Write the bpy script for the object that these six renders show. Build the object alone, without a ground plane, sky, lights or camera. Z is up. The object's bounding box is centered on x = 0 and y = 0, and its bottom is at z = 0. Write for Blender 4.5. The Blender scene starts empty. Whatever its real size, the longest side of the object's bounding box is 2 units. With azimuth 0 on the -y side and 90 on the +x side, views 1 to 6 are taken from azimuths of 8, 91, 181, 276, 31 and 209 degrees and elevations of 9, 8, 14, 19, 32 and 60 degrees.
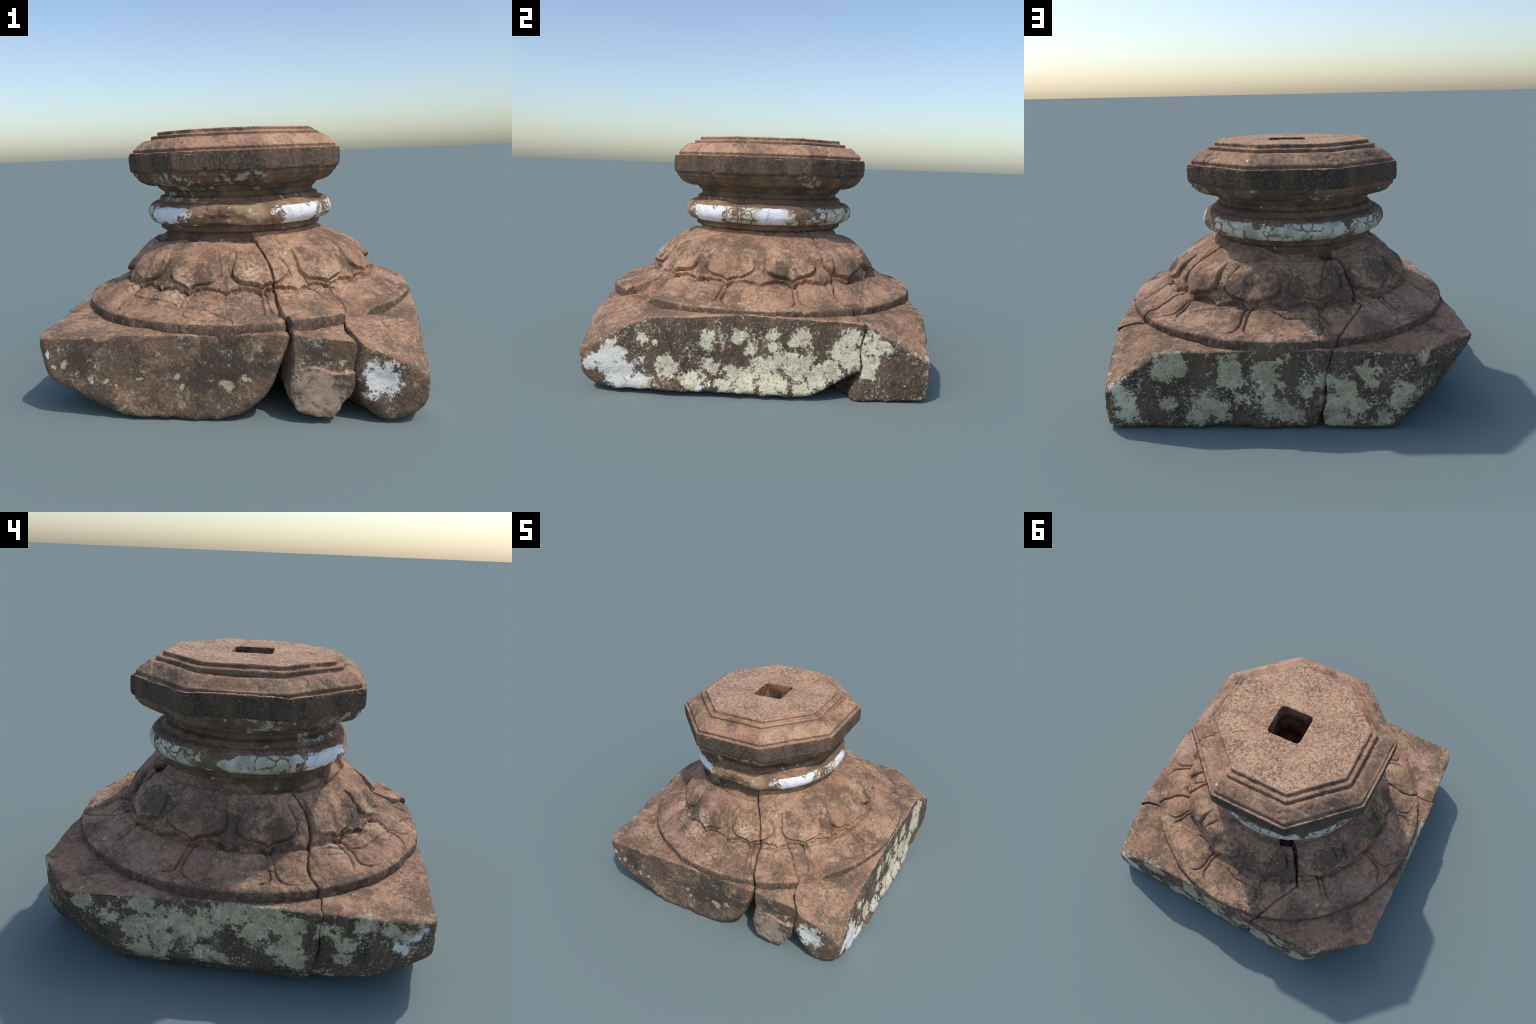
"""Broken sandstone lotus column base: square plinth split into five fragments,
a lotus bell carved with petals, a ringed neck and an octagonal moulded slab
with a square socket.  Everything is built from profiles, planes and noise."""
import bpy, math
import numpy as np

F = np.float32
# ------------------------------------------------------------------ noise
_rs = np.random.RandomState(7)
_PERM = np.concatenate([_rs.permutation(256)] * 3).astype(np.int32)
_GR = _rs.normal(size=(256, 3)); _GR /= np.linalg.norm(_GR, axis=1)[:, None]
_GR = _GR.astype(F)

def pnoise(x, y, z):
    xi, yi, zi = np.floor(x), np.floor(y), np.floor(z)
    fx, fy, fz = (x - xi).astype(F), (y - yi).astype(F), (z - zi).astype(F)
    xi, yi, zi = xi.astype(np.int32) & 255, yi.astype(np.int32) & 255, zi.astype(np.int32) & 255
    u, v, w = [t * t * t * (t * (t * 6 - 15) + 10) for t in (fx, fy, fz)]
    def g(a, b, c):
        h = _PERM[_PERM[_PERM[(xi + a) & 255] + ((yi + b) & 255)] + ((zi + c) & 255)]
        q = _GR[h]
        return q[..., 0] * (fx - a) + q[..., 1] * (fy - b) + q[..., 2] * (fz - c)
    def mix(a, b, t): return a + (b - a) * t
    return mix(mix(mix(g(0, 0, 0), g(1, 0, 0), u), mix(g(0, 1, 0), g(1, 1, 0), u), v),
               mix(mix(g(0, 0, 1), g(1, 0, 1), u), mix(g(0, 1, 1), g(1, 1, 1), u), v), w) * F(1.6)

def fbm(P, scale, octs=3, off=0.0, gain=0.5):
    out, a = 0, 1.0
    for o in range(octs):
        f = 2.03 ** o / scale
        out = out + a * pnoise(P[..., 0] * f + off, P[..., 1] * f + 1.7 * off + 9.1, P[..., 2] * f + 2.3 * off + 4.7)
        a *= gain
    return out

def sstep(a, b, x):
    t = np.clip((x - a) / (b - a), 0, 1)
    return t * t * (3 - 2 * t)

def smax(a, b, k):
    h = np.maximum(k - np.abs(a - b), 0) / k
    return np.maximum(a, b) + h * h * k * 0.25

def wrap(a, period):
    return (a + period / 2) % period - period / 2

# ------------------------------------------------------------------ mesh helpers
ROOT = bpy.data.objects.new("column_base", None)
ROOT.empty_display_size = 0.2
bpy.context.scene.collection.objects.link(ROOT)
ROOT["label"] = "weathered broken sandstone column base with lotus petals and octagonal top"
ROOT["category"] = "column base"

def vertex_normals(V, Q):
    a, b, c, d = V[Q[:, 0]], V[Q[:, 1]], V[Q[:, 2]], V[Q[:, 3]]
    fn = np.cross(c - a, d - b)
    N = np.zeros_like(V)
    for k in range(3):
        N[:, k] = sum(np.bincount(Q[:, i], fn[:, k], len(V)) for i in range(4))
    return N / np.maximum(np.linalg.norm(N, axis=1), 1e-12)[:, None]

def make_object(name, V, Q, mat, parent=None, N=None):
    used, inv = np.unique(Q, return_inverse=True)
    Qn = inv.reshape(Q.shape).astype(np.int32)
    Vn = V[used]
    me = bpy.data.meshes.new(name)
    me.vertices.add(len(Vn)); me.vertices.foreach_set("co", Vn.astype(F).ravel())
    me.loops.add(Qn.size); me.loops.foreach_set("vertex_index", Qn.ravel())
    me.polygons.add(len(Qn))
    me.polygons.foreach_set("loop_start", np.arange(0, Qn.size, 4, dtype=np.int32))
    me.update(calc_edges=True)
    me.polygons.foreach_set("use_smooth", np.ones(len(Qn), dtype=bool))
    if N is not None:
        me.normals_split_custom_set_from_vertices(N[used].astype(F))
    me.materials.append(mat)
    ob = bpy.data.objects.new(name, me)
    ob.parent = parent or ROOT
    bpy.context.scene.collection.objects.link(ob)
    return ob

def ring_quads(nr, nt):
    i = np.arange(nr - 1)[:, None]; j = np.arange(nt)[None, :]; j2 = (j + 1) % nt
    return np.stack([i * nt + j, (i + 1) * nt + j, (i + 1) * nt + j2, i * nt + j2], -1)

def resample(pts, step, smooth=0):
    """polyline (n,k) -> points every `step` of arc length in the first two columns"""
    pts = np.array(pts, float)
    d = np.concatenate([[0], np.cumsum(np.linalg.norm(np.diff(pts[:, :2], axis=0), axis=1))])
    t = np.linspace(0, d[-1], int(d[-1] / step) + 1)
    out = np.stack([np.interp(t, d, pts[:, k]) for k in range(pts.shape[1])], 1)
    for _ in range(smooth):
        out[1:-1] = (out[:-2] + 2 * out[1:-1] + out[2:]) / 4
    return out, t

def polyline_dist(X, Y, pts):
    pts = np.array(pts, float); best = np.full(X.shape, 9.0)
    for (ax, ay), (bx, by) in zip(pts[:-1], pts[1:]):
        dx, dy = bx - ax, by - ay
        t = np.clip(((X - ax) * dx + (Y - ay) * dy) / (dx * dx + dy * dy + 1e-12), 0, 1)
        best = np.minimum(best, np.hypot(X - ax - t * dx, Y - ay - t * dy))
    return best

# ------------------------------------------------------------------ materials
class Graph:
    """tiny helper for building node materials on object coordinates"""
    def __init__(self, name):
        self.m = bpy.data.materials.new(name); self.m.use_nodes = True
        self.t = self.m.node_tree; self.n = self.t.nodes
        self.b = self.n["Principled BSDF"]
        self.co = self.n.new("ShaderNodeTexCoord").outputs["Object"]
        self.geo = self.n.new("ShaderNodeNewGeometry")
    def put(self, sock, v):
        if hasattr(v, "is_output"): self.t.links.new(v, sock)
        elif isinstance(v, (tuple, list)): sock.default_value = (*v, 1) if len(sock.default_value) == 4 and len(v) == 3 else v
        else: sock.default_value = v
    def math(self, op, a, b=0., c=None, clamp=False):
        q = self.n.new("ShaderNodeMath"); q.operation = op; q.use_clamp = clamp
        self.put(q.inputs[0], a); self.put(q.inputs[1], b)
        if c is not None: self.put(q.inputs[2], c)
        return q.outputs[0]
    def add(self, a, b): return self.math("ADD", a, b)
    def mul(self, a, b): return self.math("MULTIPLY", a, b)
    def step(self, x, lo, hi):
        q = self.n.new("ShaderNodeMapRange"); q.interpolation_type = "SMOOTHSTEP"
        self.put(q.inputs["Value"], x); self.put(q.inputs["From Min"], lo); self.put(q.inputs["From Max"], hi)
        return q.outputs[0]
    def noise(self, scale, detail=3., rough=.55, vec=None, dist=0., off=0.):
        q = self.n.new("ShaderNodeTexNoise"); q.inputs["Scale"].default_value = scale
        q.inputs["Detail"].default_value = detail; q.inputs["Roughness"].default_value = rough
        q.inputs["Distortion"].default_value = dist
        v = vec or self.co
        if off:
            s = self.n.new("ShaderNodeVectorMath"); s.operation = "ADD"; self.put(s.inputs[0], v); s.inputs[1].default_value = (off, off * 1.7, off * .6); v = s.outputs[0]
        self.put(q.inputs["Vector"], v)
        return q.outputs["Fac"]
    def warp(self, scale, amount):
        q = self.n.new("ShaderNodeTexNoise"); q.inputs["Scale"].default_value = scale; q.inputs["Detail"].default_value = 3
        self.put(q.inputs["Vector"], self.co)
        s = self.n.new("ShaderNodeVectorMath"); s.operation = "SUBTRACT"; self.put(s.inputs[0], q.outputs["Color"]); s.inputs[1].default_value = (.5, .5, .5)
        k = self.n.new("ShaderNodeVectorMath"); k.operation = "MULTIPLY_ADD"; self.put(k.inputs[0], s.outputs[0]); k.inputs[1].default_value = (amount,) * 3; self.put(k.inputs[2], self.co)
        return k.outputs[0]
    def mix(self, f, a, b):
        q = self.n.new("ShaderNodeMix"); q.data_type = "RGBA"
        self.put(q.inputs["Factor"], f); self.put(q.inputs[6], a); self.put(q.inputs[7], b)
        return q.outputs[2]
    def voronoi(self, scale, vec=None, out="Distance", rnd=1.):
        q = self.n.new("ShaderNodeTexVoronoi"); q.inputs["Scale"].default_value = scale; q.inputs["Randomness"].default_value = rnd
        self.put(q.inputs["Vector"], vec or self.co)
        return q.outputs[out]
    def stretch(self, sx, sy, sz):
        q = self.n.new("ShaderNodeMapping"); q.inputs["Scale"].default_value = (sx, sy, sz); self.put(q.inputs["Vector"], self.co)
        return q.outputs[0]
    def blobs(self, items, vec):
        """1 at a patch's centre, 0 at its edge, for the nearest of many patches"""
        best = None
        for c, r in items:
            q = self.n.new("ShaderNodeVectorMath"); q.operation = "DISTANCE"; self.put(q.inputs[0], vec); q.inputs[1].default_value = c
            d = self.math("DIVIDE", q.outputs["Value"], r)
            best = d if best is None else self.math("MINIMUM", best, d)
        return self.math("SUBTRACT", 1., best)
    def axis(self, i):
        q = self.n.new("ShaderNodeSeparateXYZ"); self.put(q.inputs[0], self.co); return q.outputs[i]
    def upright(self):
        q = self.n.new("ShaderNodeSeparateXYZ"); self.put(q.inputs[0], self.geo.outputs["Normal"]); return q.outputs[2]
    def finish(self, col, bump, strength=.5, dist=.004, rough=.92):
        self.put(self.b.inputs["Base Color"], col); self.b.inputs["Roughness"].default_value = rough
        self.b.inputs["Specular IOR Level"].default_value = .25
        q = self.n.new("ShaderNodeBump"); q.inputs["Strength"].default_value = strength; q.inputs["Distance"].default_value = dist
        self.put(q.inputs["Height"], bump); self.put(self.b.inputs["Normal"], q.outputs[0])
        return self.m

PINK, ROSE, TAN, BROWN, SOOT = (.52, .312, .198), (.395, .224, .142), (.62, .42, .265), (.150, .100, .067), (.060, .045, .033)
CREAM, GREY, WHITE = (.83, .77, .58), (.43, .365, .24), (.84, .80, .74)

def sandstone(g, dark=0.0, speckle=1.0):
    """pink-brown stone with broad tone drift, brown film in patches, dark and pale grains"""
    tone = g.step(g.noise(3.6, 5, .6), .40, .60)
    col = g.mix(tone, ROSE, PINK)
    col = g.mix(g.mul(g.step(g.noise(7.5, 5, .6, off=3.), .52, .70), .55), col, TAN)
    film = g.add(g.mul(g.noise(4.6, 6, .70, off=7.), .85), g.mul(g.noise(40, 5, .75, off=2.), .40))
    col = g.mix(g.mul(g.step(film, .59 - dark, .73 - dark), .85), col, BROWN)
    grit = g.noise(95, 3, .75, off=5.)
    col = g.mix(g.mul(g.step(grit, .53, .66), .42 * speckle), col, BROWN)
    mid = g.add(g.mul(g.noise(38, 4, .7, off=15.), .8), g.mul(g.noise(170, 2, .6, off=16.), .4))
    gate = g.step(g.noise(5.5, 4, .6, off=18.), .36, .62)
    col = g.mix(g.mul(g.mul(g.step(mid, .55, .67), g.add(.25, g.mul(gate, .75))), .78 * speckle), col, BROWN)
    pale = g.add(g.mul(g.noise(130, 2, .6, off=9.), .8), g.mul(g.noise(8, 3, .6, off=11.), .35))
    col = g.mix(g.mul(g.step(pale, .65, .73), .45 * speckle), col, (.70, .54, .40))
    return col, grit

def spots(g, col, scale=9., size=.13, keep=.80, tint=CREAM):
    """sparse round lichen spots"""
    w = g.warp(40, .02)
    d = g.voronoi(scale, w)
    q = g.n.new("ShaderNodeTexVoronoi"); q.inputs["Scale"].default_value = scale; g.put(q.inputs["Vector"], w)
    s = g.n.new("ShaderNodeSeparateXYZ"); g.put(s.inputs[0], q.outputs["Color"])
    m = g.mul(g.step(d, size, size * .7), g.math("GREATER_THAN", s.outputs[0], keep))
    return g.mix(g.mul(m, .85), col, tint)

def grainy_bump(g, extra=None):
    pit = g.mul(g.step(g.voronoi(75, g.warp(30, .02)), .22, .06), -.9)
    b = g.add(pit, g.add(g.mul(g.noise(60, 5, .65, off=1.), 1.0), g.mul(g.noise(260, 2, .6, off=4.), .5)))
    return g.add(b, extra) if extra is not None else b

def patina(g, col, mask, streak=True):
    """dark weather film of upright faces, broken by grain and vertical runs"""
    fine = g.noise(70, 4, .75, off=6.)
    run = g.noise(9, 4, .65, vec=g.stretch(1, 1, .25), off=13.)
    tone = g.mix(g.step(run, .35, .68), SOOT, (.130, .086, .060))
    tone = g.mix(g.mul(g.step(fine, .47, .68), .55), tone, (.255, .175, .125))
    tone = g.mix(g.mul(g.step(g.noise(140, 2, .6, off=8.), .60, .68), .28), tone, (.48, .37, .28))
    return g.mix(mask, col, tone)

LICHEN = {
    "E": [(-.63, .32, .024), (-.56, .3, .018), (-.28, .32, .054), (-.1, .34, .042), (.07, .35, .042), (.08, .3, .042), (.23, .34, .06), (.5, .36, .054), (.43, .29, .06), (.51, .25, .073), (-.04, .28, .042), (.12, .24, .048), (.19, .25, .036), (-.63, .2, .015), (-.81, .2, .085), (-.9, .18, .048), (-.75, .11, .097), (-.65, .07, .073), (-.5, .17, .06), (-.26, .18, .048), (-.31, .13, .024), (-.36, .08, .073), (-.14, .14, .06), (.04, .18, .073), (.19, .16, .073), (.32, .14, .073), (.26, .2, .06), (-.06, .1, .073), (.09, .08, .085), (.24, .06, .06), (.4, .17, .06), (-.18, .07, .048), (.62, .31, .073), (.61, .23, .06), (.71, .3, .03), (.88, .31, .042), (.79, .09, .018), (.59, .16, .048), (.78, .26, .015)],
    "N": [(.87, .34, .039), (.86, .18, .068), (.89, .24, .045), (.59, .37, .079), (.66, .32, .056), (.55, .33, .045), (.3, .35, .068), (.29, .29, .068), (.1, .4, .079), (.12, .33, .068), (.11, .26, .056), (.04, .43, .056), (.68, .24, .028), (.62, .15, .045), (.4, .14, .079), (.47, .09, .068), (.35, .1, .056), (.25, .19, .028), (.03, .25, .02), (-.09, .23, .045), (.08, .13, .068), (-.01, .1, .068), (.83, .09, .068), (-.19, .27, .051), (-.29, .22, .079), (-.23, .15, .068), (-.35, .13, .068), (-.25, .07, .079), (-.42, .32, .056), (-.43, .27, .045), (-.55, .26, .034), (-.61, .22, .056), (-.56, .17, .056), (-.71, .39, .045), (-.49, .08, .056), (.41, .32, .017)],
    "W": [(.66, .39, .045), (.53, .38, .017), (.53, .31, .04), (.38, .39, .057), (.4, .28, .068), (.3, .31, .068), (.2, .33, .068), (.15, .27, .068), (.27, .22, .068), (.08, .32, .08), (.02, .36, .057), (-.07, .39, .068), (-.19, .39, .08), (-.15, .32, .068), (-.28, .36, .068), (-.34, .36, .045), (-.31, .29, .057), (.1, .17, .057), (.01, .15, .045), (.38, .15, .068), (.3, .11, .057), (-.29, .22, .068), (-.35, .19, .057), (-.47, .35, .045), (-.51, .32, .045), (-.57, .27, .051), (-.57, .2, .045), (-.65, .39, .051), (-.77, .37, .045), (-.84, .34, .057), (-.81, .28, .04), (-.91, .38, .045)],
    "S": [(-.89, .33, .021), (-.8, .28, .021), (-.66, .2, .016), (-.59, .2, .011), (-.53, .18, .013), (-.86, .27, .013), (.02, .18, .027), (.11, .22, .016), (-.22, .23, .013), (-.2, .17, .013), (-.42, .21, .016), (.59, .28, .027), (.76, .22, .085), (.72, .14, .043), (.77, .19, .054), (.68, .14, .032)],
}
def lichen_items():
    out = []
    for k, face in (("E", .985), ("N", .965), ("W", -.985), ("S", -.975)):
        for a, z, r in LICHEN[k]:
            out.append((((face, a, z) if k in "EW" else (a, face, z)), r))
    return out

def make_materials():
    M = {}
    # bell: mostly bare stone
    g = Graph("pink sandstone"); col, grit = sandstone(g, .0)
    soot = g.blobs([((.0, .70, .68), .20), ((.30, .64, .66), .14), ((-.30, .62, .66), .22), ((-.70, .02, .66), .17), ((-.68, -.22, .66), .13), ((-.55, .42, .72), .18),
                    ((-.16, -.70, .66), .13), ((-.40, -.60, .66), .16), ((.62, -.38, .68), .11), ((.72, .12, .66), .11), ((-.2, .85, .55), .12)], g.warp(9, .10))
    sm = g.add(g.mul(g.math('MAXIMUM', soot, -.6), .50), g.add(g.mul(g.noise(34, 5, .75, off=51.), 1.2), -.62))
    col = g.mix(g.mul(g.step(sm, .08, .30), .78), col, (.105, .074, .053))
    dust = g.blobs([((-.28, -.72, .62), .20), ((.1, -.72, .66), .16), ((-.60, -.50, .62), .15), ((.55, -.55, .66), .15), ((-.15, .9, .5), .12)], g.warp(11, .08))
    dm = g.add(g.mul(g.math('MAXIMUM', dust, -.6), .30), g.add(g.mul(g.noise(48, 5, .8, off=61.), 1.3), -.78))
    col = g.mix(g.mul(g.step(dm, .02, .18), .62), col, (.64, .50, .35))
    col = spots(g, col, 7, .10, .86, (.55, .48, .40))
    M["bell"] = g.finish(col, grainy_bump(g), .55)
    # its rim: film on the upright lip
    g = Graph("rim sandstone"); col, grit = sandstone(g, .03)
    lip = g.math("MULTIPLY", g.step(g.upright(), .62, .35), g.step(g.noise(28, 4, .7), .30, .52))
    col = patina(g, col, g.mul(lip, .9))
    M["rim"] = g.finish(col, grainy_bump(g), .6)
    # plinth: film and lichen on the faces
    g = Graph("lichened plinth sandstone"); col, grit = sandstone(g, .02)
    x, y, z = g.axis(0), g.axis(1), g.axis(2)
    edge = g.mul(g.add(g.noise(12, 5, .7), -.5), .5)
    up = g.upright()
    side = g.step(g.add(up, edge), .52, .36)
    film = g.step(g.add(g.noise(6, 5, .7, off=21.), g.mul(g.noise(60, 3, .7), .25)), .40, .66)
    south = g.step(y, -.80, -.93)                       # sunny front is barer and browner
    east = g.step(x, .55, .75)
    bare = g.mul(south, g.add(.62, g.mul(east, .25)))
    amount = g.mul(side, g.math("SUBTRACT", g.add(.72, g.mul(film, .28)), g.mul(bare, g.math("SUBTRACT", 1.25, film)), clamp=True))
    col = patina(g, col, amount)
    black = g.blobs([((.03, -.98, .31), .19), ((-.10, -.98, .22), .14), ((.22, -.98, .30), .12), ((-.72, -.97, .30), .10), ((.45, -.98, .36), .12), ((.80, -.98, .32), .14)], g.warp(7, .12))
    bk = g.add(g.mul(black, .8), g.mul(g.add(g.noise(26, 5, .75, vec=g.stretch(1, 1, .45), off=57.), -.5), 1.6))
    col = g.mix(g.mul(g.mul(g.step(bk, .10, .45), side), .85), col, (.075, .056, .042))
    w = g.warp(22, .055)
    dens = g.blobs(lichen_items(), w)
    rag = g.add(g.mul(g.noise(32, 6, .78, off=17.), 1.2), g.mul(g.noise(85, 4, .8, off=19.), .75))
    clump = g.add(g.noise(17, 6, .72, off=53.), -.5)
    lich = g.step(g.add(g.mul(g.math("MAXIMUM", dens, -.6), .50), g.add(g.add(rag, -.90), g.mul(clump, 1.7))), .0, .14)
    sunny = g.step(x, .6, .9)
    crust = g.mix(g.step(g.noise(14, 5, .65, off=23.), .38, .62), g.mix(sunny, GREY, (.66, .60, .44)), g.mix(sunny, (.62, .525, .35), CREAM))  # crust tinted bright cream on the sunlit east, duller on faces in shade
    crust = g.mix(g.mul(g.step(g.noise(27, 6, .8, off=63.), .55, .64), .75), crust, (.26, .18, .12))
    crust = g.mix(g.mul(g.step(g.noise(70, 4, .75, off=27.), .50, .66), .60), crust, (.27, .20, .135))
    white = g.blobs([((.985, -.80, .09), .20), ((.76, -.95, .20), .13), ((.90, .96, .33), .09), ((-.93, -.93, .30), .10), ((.985, -.30, .05), .05), ((-.97, -.80, .25), .07)], w)
    crust = g.mix(g.step(g.add(white, g.mul(g.add(g.noise(25, 4, .7), -.5), .8)), .0, .25), crust, WHITE)
    col = g.mix(g.mul(lich, .94), col, crust)
    # scatter of small flecks over the lower faces
    fl = g.add(g.mul(g.noise(60, 5, .8, off=29.), 1.0), g.mul(g.noise(7, 4, .6, off=31.), .55))
    fleck = g.mul(g.mul(g.step(fl, .85, .94), g.step(up, .5, .3)), g.math('SUBTRACT', 1., g.mul(south, .55)))
    col = g.mix(g.mul(fleck, .7), col, CREAM)
    wedge = g.blobs([((.47, -.985, .16), .16)], w)
    col = g.mix(g.mul(g.step(g.add(wedge, g.mul(g.add(g.noise(30, 6, .8), -.5), 3.2)), .1, .6), .48), col, (.56, .43, .33))
    M["plinth"] = g.finish(col, grainy_bump(g, g.mul(lich, g.add(.3, g.mul(g.noise(48, 4, .7, off=65.), 1.6)))), .7)
    # slab band: even dark film with pale grains
    g = Graph("dark slab sandstone"); col, grit = sandstone(g, .04)
    cover = g.step(g.add(g.noise(9, 5, .7, off=33.), g.mul(g.noise(80, 3, .7), .2)), .22, .48)
    col = patina(g, col, g.mul(cover, g.step(g.upright(), .80, .45)))
    col = spots(g, col, 16, .10, .90, (.55, .50, .44))
    M["band"] = g.finish(col, grainy_bump(g), .55)
    # stepped moulding: clean pink, a few white spots
    g = Graph("moulding sandstone"); col, grit = sandstone(g, -.03, .8)
    col = patina(g, col, g.mul(g.step(g.upright(), .35, .1), .55))
    w = g.warp(45, .03)
    wht = g.blobs([((-.535, .225, 1.36), .026), ((-.435, .365, 1.36), .014), ((-.55, .25, 1.33), .012), ((.197, .565, 1.36), .010)], w)
    col = g.mix(g.step(g.add(wht, g.mul(g.add(g.noise(60, 4, .7), -.5), .9)), .0, .15), col, WHITE)
    M["moulding"] = g.finish(col, grainy_bump(g), .5)
    # top face: tooled, wormy mottling
    g = Graph("tooled sandstone"); col, grit = sandstone(g, -.12, .5)
    worm = g.noise(66, 4, .65, dist=.7, off=35.)
    col = g.mix(g.mul(g.step(worm, .49, .59), .62), col, (.68, .47, .31))
    col = g.mix(g.mul(g.step(g.add(worm, g.mul(g.add(g.noise(7, 4, .6, off=36.), -.5), .3)), .47, .37), .75), col, (.18, .118, .078))
    M["top"] = g.finish(col, g.add(g.mul(worm, 1.2), grainy_bump(g)), .6)
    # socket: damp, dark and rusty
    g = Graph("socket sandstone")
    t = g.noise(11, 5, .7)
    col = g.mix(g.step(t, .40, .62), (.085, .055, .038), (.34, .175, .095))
    M["socket"] = g.finish(col, grainy_bump(g), .6)
    # neck and hollow moulding: dark brown mottling, a scatter of lichen
    g = Graph("neck sandstone")
    t = g.noise(8, 5, .65)
    col = g.mix(g.step(t, .35, .68), (.105, .072, .050), (.235, .145, .090))
    col = g.mix(g.mul(g.step(g.noise(90, 3, .7), .52, .7), .5), col, (.33, .24, .17))
    lw = g.warp(26, .04)
    sw = g.blobs([((-.35, -.45, 1.13), .34), ((.1, -.6, 1.15), .22), ((-.2, .62, 1.14), .18), ((.5, .3, 1.15), .16), ((-.6, -.1, 1.15), .22)], g.co)
    ln = g.add(g.mul(g.noise(19, 4, .6, vec=lw, off=37.), 1.0), g.mul(g.math("MAXIMUM", sw, 0.), .20))
    col = g.mix(g.mul(g.step(ln, .66, .71), .85), col, (.47, .43, .34))
    col = spots(g, col, 15, .17, .80, (.44, .42, .36))
    M["under"] = g.finish(col, grainy_bump(g), .55)
    # ring: thick white lichen
    g = Graph("lichened ring sandstone"); col, grit = sandstone(g, .10)
    z = g.axis(2)
    lw = g.warp(18, .06)
    body = g.noise(11, 5, .62, vec=lw, off=41.)
    lo = g.mul(g.step(z, 1.018, .995), g.step(z, .885, .905))
    keep = g.blobs([((-.42, -.44, .96), .19), ((.40, -.36, .97), .20), ((.52, .02, .97), .20), ((.35, .45, .96), .22), ((-.1, .58, .96), .24), ((-.62, -.15, .95), .24), ((-.5, .4, .96), .18)], g.co)
    brk = g.blobs([((-.10, -.54, .95), .13)], g.co)
    f = g.add(g.add(body, g.mul(g.math("MAXIMUM", keep, 0.), .26)), g.mul(g.math("MAXIMUM", brk, 0.), -.45))
    f = g.add(f, g.mul(g.add(g.noise(60, 4, .7), -.5), .16))
    m = g.mul(g.step(f, .520, .55), g.step(g.add(lo, g.mul(g.add(g.noise(24, 4, .6, off=43.), -.5), 1.4)), .2, .5))
    plate = g.n.new('ShaderNodeTexVoronoi'); plate.feature = 'DISTANCE_TO_EDGE'; plate.inputs['Scale'].default_value = 13; g.put(plate.inputs['Vector'], lw)
    bare = g.math('MULTIPLY', g.step(plate.outputs['Distance'], .075, .03), g.step(g.noise(9, 4, .6, off=49.), .40, .52))
    pure = g.blobs([((-.42, -.42, .96), .22), ((.36, -.38, .97), .20), ((.5, .05, .97), .12)], lw)
    m = g.mul(m, g.math('SUBTRACT', 1., g.mul(bare, g.math('SUBTRACT', 1., g.mul(g.step(pure, 0., .4), .7)))))
    tan = g.blobs([((.10, -.535, .96), .14)], lw)
    col = g.mix(g.mul(g.step(tan, 0., .5), .7), col, (.46, .31, .175))
    crust = g.mix(g.step(g.noise(10, 4, .6, off=45.), .40, .60), (.47, .43, .32), (.72, .68, .57))
    crust = g.mix(g.mul(g.step(g.noise(32, 5, .75, off=47.), .56, .68), .6), crust, (.34, .28, .19))
    pure = g.blobs([((-.42, -.42, .96), .22), ((.36, -.38, .97), .20), ((.5, .05, .97), .12)], lw)
    crust = g.mix(g.step(pure, 0., .4), crust, (.84, .83, .85))
    col = g.mix(m, col, crust)
    M["ring"] = g.finish(col, grainy_bump(g, g.mul(m, .8)), .5)
    g = Graph("faded paint"); M["paint"] = g.finish(g.mix(g.noise(120, 3), (.20, .19, .16), (.36, .35, .30)), g.noise(90), .2)
    return M

MAT = make_materials()
# ------------------------------------------------------------------ cracks (angle in degrees, radius)
CRACK = {
    "S1": [(-72.4, .40), (-72.6, .46), (-72.6, .55), (-72, .60), (-71.2, .67), (-70.8, .72), (-71.5, .80), (-71.6, .90), (-70.6, .95), (-70, 1.05)],
    "S2": [(-56.5, .69), (-55.3, .72), (-54, .79), (-53.6, .88), (-53.1, .96), (-55, 1.05)],
    "E":  [(34.5, .44), (34.3, .58), (37.4, .64), (36.5, .68), (34.3, .73), (30.8, .84), (31.8, .92), (33.2, .97), (31.2, 1.06)],
    "N":  [(116, .50), (121, .60), (122.4, .68), (122.3, .76), (119, .79), (112.4, .85), (108.5, .91), (105.5, .96), (100.5, 1.02)],
    "W":  [(-148, .46), (-149.5, .57), (-148, .62), (-147.8, .66), (-148.6, .70), (-151.2, .75), (-154.2, .84), (-154.5, .91), (-153.5, .97), (-155.2, 1.05)],
}
MINOR = {   # (polyline, half width, depth)
    "seam":  ([(115, .47), (113.5, .50), (108.6, .60), (105.3, .70), (103.4, .76), (100.5, .92), (99.9, .97)], .004, .006),
    "sw":    ([(-147, .74), (-129.6, .81), (-117, .80), (-104.7, .83), (-96, .85), (-91.1, .89), (-87.2, .92), (-86.6, .95)], .005, .009),
    "w1":    ([(-177, .78), (-170.8, .80), (-165.4, .83)], .0035, .005),
    "w2":    ([(-144.3, .785), (-138.1, .795), (-129.5, .775)], .004, .006),
    "n1":    ([(50.6, .82), (59.9, .76), (64, .75)], .004, .006),
    "n2":    ([(84, .75), (89.7, .795), (102.5, .81)], .005, .012),
    "e2":    ([(-8, .79), (-4, .80), (0, .82), (3, .81)], .0035, .004),
}
def pol(a, r): return (r * math.cos(math.radians(a)), r * math.sin(math.radians(a)))
def plan(pl): return [pol(a, r) for a, r in pl]
def crack_angle(name, r):
    c = np.array(CRACK[name]); return np.interp(r, c[:, 1], c[:, 0])

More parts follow.
